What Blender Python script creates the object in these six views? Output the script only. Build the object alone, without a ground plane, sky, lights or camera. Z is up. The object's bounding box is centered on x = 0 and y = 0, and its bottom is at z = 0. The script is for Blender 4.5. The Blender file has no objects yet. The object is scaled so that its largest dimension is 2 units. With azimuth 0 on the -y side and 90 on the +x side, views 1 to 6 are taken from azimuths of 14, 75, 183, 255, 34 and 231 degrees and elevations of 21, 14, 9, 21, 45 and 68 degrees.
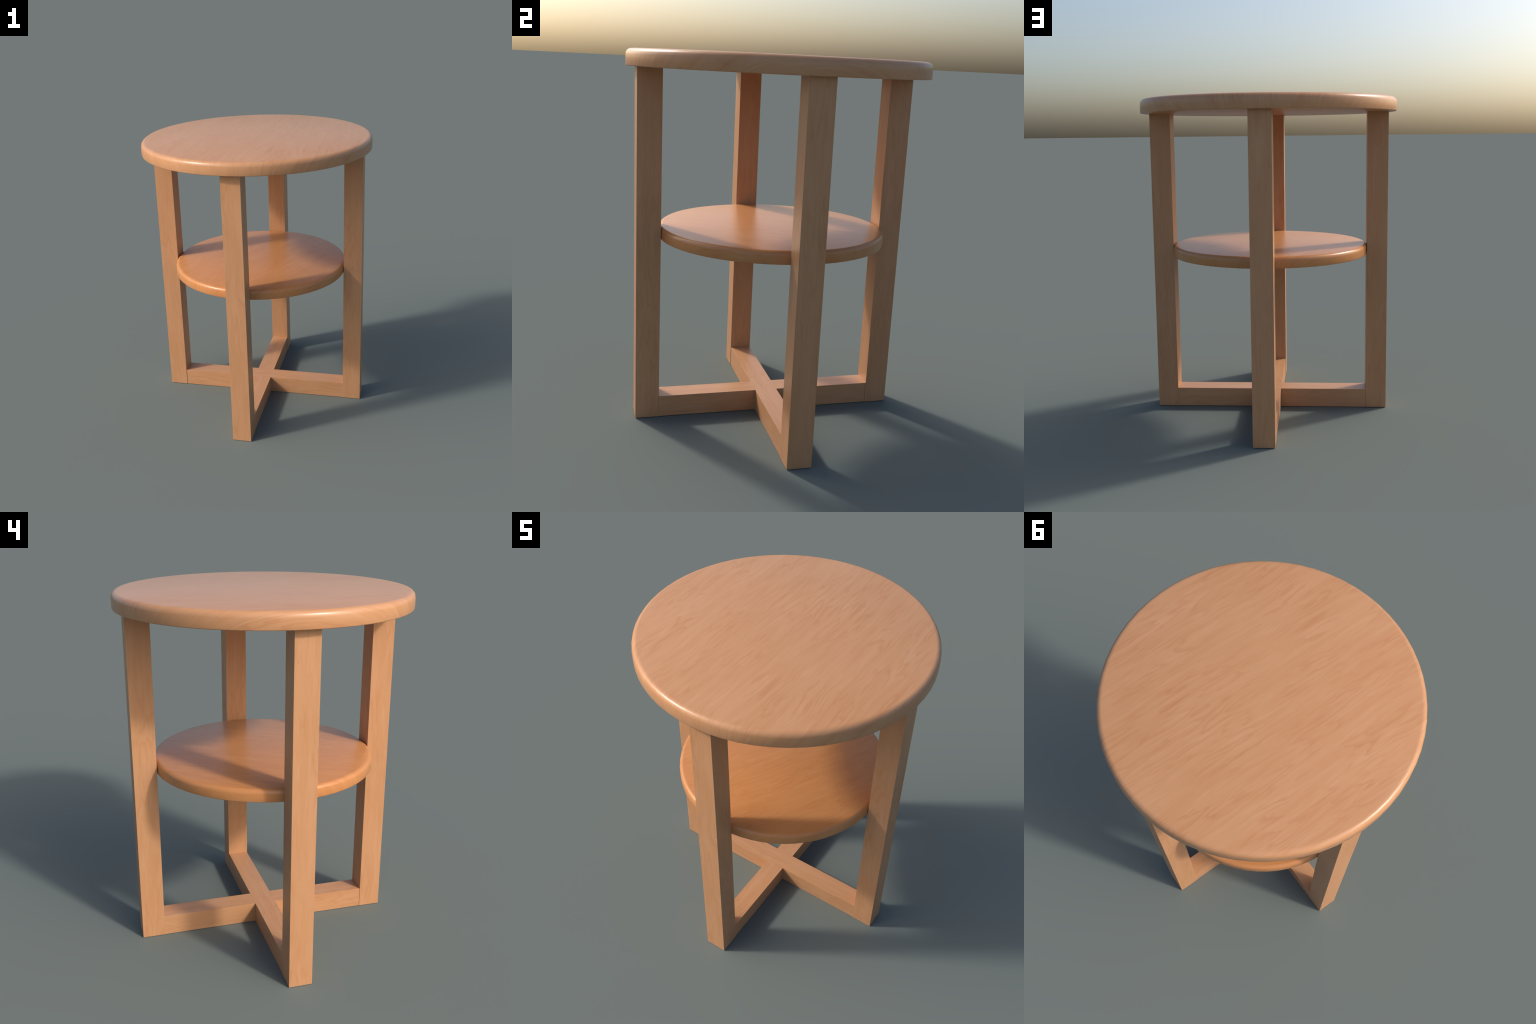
"""Round two-tier side table in pale maple.

A thick round tabletop with a rounded rim stands on four square posts; a smaller
round shelf sits between the posts at mid height, and the posts are tied together
just above the ground by a cross of square rails (one long, two short ones butted
against it)."""
import bpy, bmesh, math
from mathutils import Vector

# ------------------------------------------------------------------ dimensions
TOP_R, TOP_Z, TOP_T, TOP_ROUND = 0.800, 2.000, 0.0864, 0.030
SHELF_R, SHELF_Z, SHELF_T, SHELF_ROUND = 0.6205, 1.0882, 0.0673, 0.023
LEG_W, LEG_OUT = 0.1293, 0.7497         # square post, outer face distance
LEG_IN = LEG_OUT - LEG_W
RAIL_W, RAIL_H = 0.1240, 0.1215
ROUND_STEPS = 4                        # facets of the rounded upper rim
SEGMENTS = 64                          # turned parts are slightly faceted

scene = bpy.context.scene


# ------------------------------------------------------------------- materials
class Nodes:
    """Small helper to chain shader nodes."""

    def __init__(self, mat):
        self.t = mat.node_tree
        self.n = self.t.nodes
        self.l = self.t.links

    def add(self, kind, inputs=None, **props):
        node = self.n.new(kind)
        for k, v in props.items():
            setattr(node, k, v)
        for k, v in (inputs or {}).items():
            if isinstance(v, bpy.types.NodeSocket):
                self.l.new(v, node.inputs[k])
            else:
                node.inputs[k].default_value = v
        return node

    def math(self, op, a, b=0.0, clamp=False):
        m = self.add('ShaderNodeMath', operation=op, use_clamp=clamp)
        for i, v in enumerate((a, b)):
            if isinstance(v, bpy.types.NodeSocket):
                self.l.new(v, m.inputs[i])
            else:
                m.inputs[i].default_value = v
        return m.outputs[0]

    def vmath(self, op, a, b=None, scale=None):
        m = self.add('ShaderNodeVectorMath', operation=op)
        for i, v in enumerate((a, b)):
            if v is None:
                continue
            if isinstance(v, bpy.types.NodeSocket):
                self.l.new(v, m.inputs[i])
            else:
                m.inputs[i].default_value = v
        if scale is not None:
            if isinstance(scale, bpy.types.NodeSocket):
                self.l.new(scale, m.inputs['Scale'])
            else:
                m.inputs['Scale'].default_value = scale
        return m.outputs[0]

    def noise(self, vec, scale, detail=2.0, rough=0.5, dist=0.0):
        return self.add('ShaderNodeTexNoise',
                        {'Vector': vec, 'Scale': scale, 'Detail': detail,
                         'Roughness': rough, 'Distortion': dist}).outputs['Fac']

    def range(self, v, a, b, c=0.0, d=1.0):
        return self.add('ShaderNodeMapRange',
                        {'Value': v, 'From Min': a, 'From Max': b,
                         'To Min': c, 'To Max': d},
                        interpolation_type='SMOOTHSTEP').outputs[0]

    def mix(self, fac, a, b, mode='MIX'):
        m = self.add('ShaderNodeMix', data_type='RGBA', blend_type=mode)
        for name, v in (('Factor', fac), ('A', a), ('B', b)):
            sock = [s for s in m.inputs if s.name == name and
                    s.type == ('VALUE' if name == 'Factor' else 'RGBA')][0]
            if isinstance(v, bpy.types.NodeSocket):
                self.l.new(v, sock)
            else:
                sock.default_value = v if name == 'Factor' else (*v, 1.0)
        return [s for s in m.outputs if s.type == 'RGBA'][0]


def maple(name, pale, tan, streak, rotation=(0, 0, 0), size=1.0, unwrap_rim=False,
          roughness=0.35, contrast=1.0, specular=0.5):
    """Maple: grain runs along local Y after `rotation`.  With unwrap_rim the grain of
    a turned disc's face is carried over the edge and down the rim, as on a
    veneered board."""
    mat = bpy.data.materials.new(name)
    mat.use_nodes = True
    g = Nodes(mat)
    g.n.clear()
    out = g.add('ShaderNodeOutputMaterial')
    bsdf = g.add('ShaderNodeBsdfPrincipled')
    g.l.new(bsdf.outputs[0], out.inputs[0])

    co = g.add('ShaderNodeTexCoord').outputs['Object']
    if unwrap_rim:
        sep = g.add('ShaderNodeSeparateXYZ', {0: co})
        flat = g.add('ShaderNodeCombineXYZ', {0: sep.outputs[0], 1: sep.outputs[1], 2: 0.0}).outputs[0]
        radius = g.add('ShaderNodeVectorMath', {0: flat}, operation='LENGTH').outputs['Value']
        drop = g.math('MULTIPLY', sep.outputs[2], -1.0)
        grow = g.math('DIVIDE', g.math('ADD', radius, drop), g.math('MAXIMUM', radius, 0.02))
        co = g.vmath('SCALE', flat, scale=grow)
    # every repeat is cut from another place of the log
    rnd = g.add('ShaderNodeObjectInfo').outputs['Random']
    offset = g.add('ShaderNodeCombineXYZ', {0: g.math('MULTIPLY', rnd, 5.3),
                                            1: g.math('MULTIPLY', rnd, 11.7),
                                            2: g.math('MULTIPLY', rnd, 7.9)}).outputs[0]
    turned = g.add('ShaderNodeMapping', {'Vector': co, 'Rotation': rotation}).outputs[0]
    base = g.vmath('ADD', g.vmath('SCALE', turned, scale=1.0 / size), offset)

    # slow wander of the grain
    wander = g.add('ShaderNodeTexNoise', {'Vector': g.vmath('MULTIPLY', base, (3.0, 1.7, 3.0)),
                                          'Scale': 1.0, 'Detail': 3.0}).outputs['Color']
    wander = g.vmath('SCALE', g.vmath('SUBTRACT', wander, (0.5, 0.5, 0.5)), scale=0.055)
    p = g.vmath('ADD', base, wander)

    # soft clouds, streaks and hair-fine grain, all drawn out along Y
    broad = g.noise(g.vmath('MULTIPLY', p, (10.0, 2.2, 10.0)), 1.0, 3.0, 0.55, 0.3)
    medium = g.noise(g.vmath('MULTIPLY', p, (30.0, 1.5, 30.0)), 1.0, 5.0, 0.62, 0.2)
    fine = g.noise(g.vmath('MULTIPLY', p, (105.0, 4.5, 105.0)), 1.0, 3.0, 0.65)
    # growth rings: thin lines where a drawn-out field crosses set levels; they run
    # long and nearly straight, with an occasional hook
    field = g.noise(g.vmath('MULTIPLY', p, (6.0, 0.75, 6.0)), 1.0, 4.0, 0.5, 0.1)
    ring = g.math('FRACT', g.math('MULTIPLY', field, 15.0))
    line = g.math('MULTIPLY', g.range(ring, 0.50, 0.92), g.range(ring, 1.0, 0.93))
    gate = g.range(g.noise(g.vmath('MULTIPLY', p, (8.0, 2.6, 8.0)), 1.0, 3.0), 0.34, 0.62)
    line = g.math('MULTIPLY', line, gate)
    calm = g.range(g.noise(g.vmath('MULTIPLY', p, (4.5, 1.8, 4.5)), 1.0, 2.0), 0.38, 0.62)
    # short reddish dashes and a few pale flecks
    dash = g.range(g.noise(g.vmath('MULTIPLY', p, (24.0, 1.5, 24.0)), 1.0, 4.0, 0.6, 0.2), 0.58, 0.80)
    fleck = g.range(g.noise(g.vmath('MULTIPLY', g.vmath('ADD', p, (3.1, 1.7, 2.3)), (24.0, 3.0, 24.0)),
                            1.0, 4.0, 0.65, 0.3), 0.50, 0.76)

    shade = g.math('ADD', g.math('MULTIPLY', g.range(broad, 0.32, 0.68), 0.30),
                   g.math('ADD', g.math('MULTIPLY', g.range(medium, 0.30, 0.70), 0.40),
                          g.math('MULTIPLY', g.range(fine, 0.33, 0.67), 0.30)))
    col = g.mix(shade, tan, pale)
    dark = g.math('ADD', g.math('MULTIPLY', line, 0.58 * contrast),
                  g.math('MULTIPLY', g.math('MULTIPLY', dash, calm), 0.55 * contrast), clamp=True)
    col = g.mix(dark, col, streak)
    light = tuple(min(1.0, c * 1.05 + 0.03) for c in pale)
    col = g.mix(g.math('MULTIPLY', fleck, 0.55 * contrast), col, light)
    g.l.new(col, bsdf.inputs['Base Color'])
    bsdf.inputs['Roughness'].default_value = roughness
    bsdf.inputs['IOR'].default_value = 1.5
    bsdf.inputs['Specular IOR Level'].default_value = specular
    return mat


MAPLE = ((0.578, 0.304, 0.157), (0.515, 0.244, 0.106), (0.440, 0.166, 0.064))
POST = ((0.552, 0.289, 0.148), (0.495, 0.240, 0.107), (0.422, 0.180, 0.070))
HONEY = ((0.575, 0.256, 0.097), (0.505, 0.208, 0.069), (0.425, 0.152, 0.044))
top_wood = maple('tabletop_maple', *MAPLE, unwrap_rim=True, roughness=0.31, specular=0.5, contrast=0.62)
shelf_wood = maple('shelf_maple', *HONEY, rotation=(0, 0, math.radians(28.5)),
                   size=0.775, unwrap_rim=True, roughness=0.31, specular=0.5, contrast=0.58)
post_wood = maple('post_maple', *POST, rotation=(math.radians(90), 0, 0), contrast=0.6, roughness=0.38)
rail_wood = maple('rail_maple', *POST, rotation=(0, 0, math.radians(90)), contrast=0.6, roughness=0.38)


# -------------------------------------------------------------------- geometry
def new_object(name, mesh, parent, location=(0, 0, 0)):
    ob = bpy.data.objects.new(name, mesh)
    scene.collection.objects.link(ob)
    ob.parent = parent
    ob.location = location
    return ob


def arc(cx, cz, r, a0, a1, steps):
    return [(cx + r * math.cos(math.radians(a0 + (a1 - a0) * i / steps)),
             cz + r * math.sin(math.radians(a0 + (a1 - a0) * i / steps))) for i in range(steps + 1)]


def turned_disc(name, radius, thick, round_top, material):
    """Disc with a generous round on the upper rim and a small one below; its origin
    is the middle of the upper face."""
    low = 0.0045 * radius / 0.8
    profile = arc(radius - round_top, -round_top, round_top, 90, 0, ROUND_STEPS)
    profile += arc(radius - low, -thick + low, low, 0, -90, 2)
    bm = bmesh.new()
    rings = []
    for r, z in profile:
        rings.append([bm.verts.new((r * math.cos(2 * math.pi * k / SEGMENTS),
                                    r * math.sin(2 * math.pi * k / SEGMENTS), z))
                      for k in range(SEGMENTS)])
    # both faces are closed by a fan about the axis and smoothed together with the
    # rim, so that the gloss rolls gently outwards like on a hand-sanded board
    top_mid = bm.verts.new((0, 0, 0))
    low_mid = bm.verts.new((0, 0, -thick))
    for k in range(SEGMENTS):
        j = (k + 1) % SEGMENTS
        for a, b in zip(rings, rings[1:]):
            bm.faces.new((a[k], b[k], b[j], a[j]))
        bm.faces.new((top_mid, rings[0][k], rings[0][j]))
        bm.faces.new((low_mid, rings[-1][j], rings[-1][k]))
    for f in bm.faces:
        f.smooth = True
    bmesh.ops.recalc_face_normals(bm, faces=bm.faces)
    me = bpy.data.meshes.new(name)
    bm.to_mesh(me)
    bm.free()
    me.materials.append(material)
    return me


def square_bar(name, size, material, ease=0.0010):
    """Square-sawn bar standing on its origin (x and y centred), edges just eased."""
    bm = bmesh.new()
    bmesh.ops.create_cube(bm, size=1.0)
    for v in bm.verts:
        v.co = Vector((v.co.x * size[0], v.co.y * size[1], (v.co.z + 0.5) * size[2]))
    if ease:
        bmesh.ops.bevel(bm, geom=bm.edges[:], offset=ease, segments=2, profile=0.5, affect='EDGES')
    me = bpy.data.meshes.new(name)
    bm.to_mesh(me)
    bm.free()
    me.materials.append(material)
    return me


table = bpy.data.objects.new('side_table', None)
scene.collection.objects.link(table)
table['label'] = 'round two-tier side table of pale maple wood'
table['category'] = 'side table'

new_object('tabletop', turned_disc('tabletop', TOP_R, TOP_T, TOP_ROUND, top_wood),
           table, (0, 0, TOP_Z))
new_object('shelf', turned_disc('shelf', SHELF_R, SHELF_T, SHELF_ROUND, shelf_wood),
           table, (0, 0, SHELF_Z))

# four posts, let 1 mm into the tabletop
leg_mesh = square_bar('leg', (LEG_W, LEG_W, TOP_Z - TOP_T + 0.001), post_wood)
middle = (LEG_IN + LEG_OUT) / 2
first = new_object('leg', leg_mesh, table, (middle, 0, 0))
for k in range(1, 4):
    leg = first.copy()
    scene.collection.objects.link(leg)
    a = math.pi / 2 * k
    leg.location = (middle * math.cos(a), middle * math.sin(a), 0)
    leg.rotation_euler = (0, 0, a)

# cross of rails: one runs through, two short ones butt against it
tenon = 0.001
long_mesh = square_bar('cross_rail', (2 * (LEG_IN + tenon), RAIL_W, RAIL_H), rail_wood, 0.0006)
new_object('cross_rail', long_mesh, table, (0, 0, 0))
short_len = LEG_IN + tenon - RAIL_W / 2
short_mesh = square_bar('short_rail', (short_len, RAIL_W, RAIL_H), rail_wood, 0.0006)
for k, s in enumerate((1, -1)):
    rail = new_object('short_rail', short_mesh, table, (0, s * (RAIL_W / 2 + short_len / 2), 0))
    rail.rotation_euler = (0, 0, s * math.pi / 2)
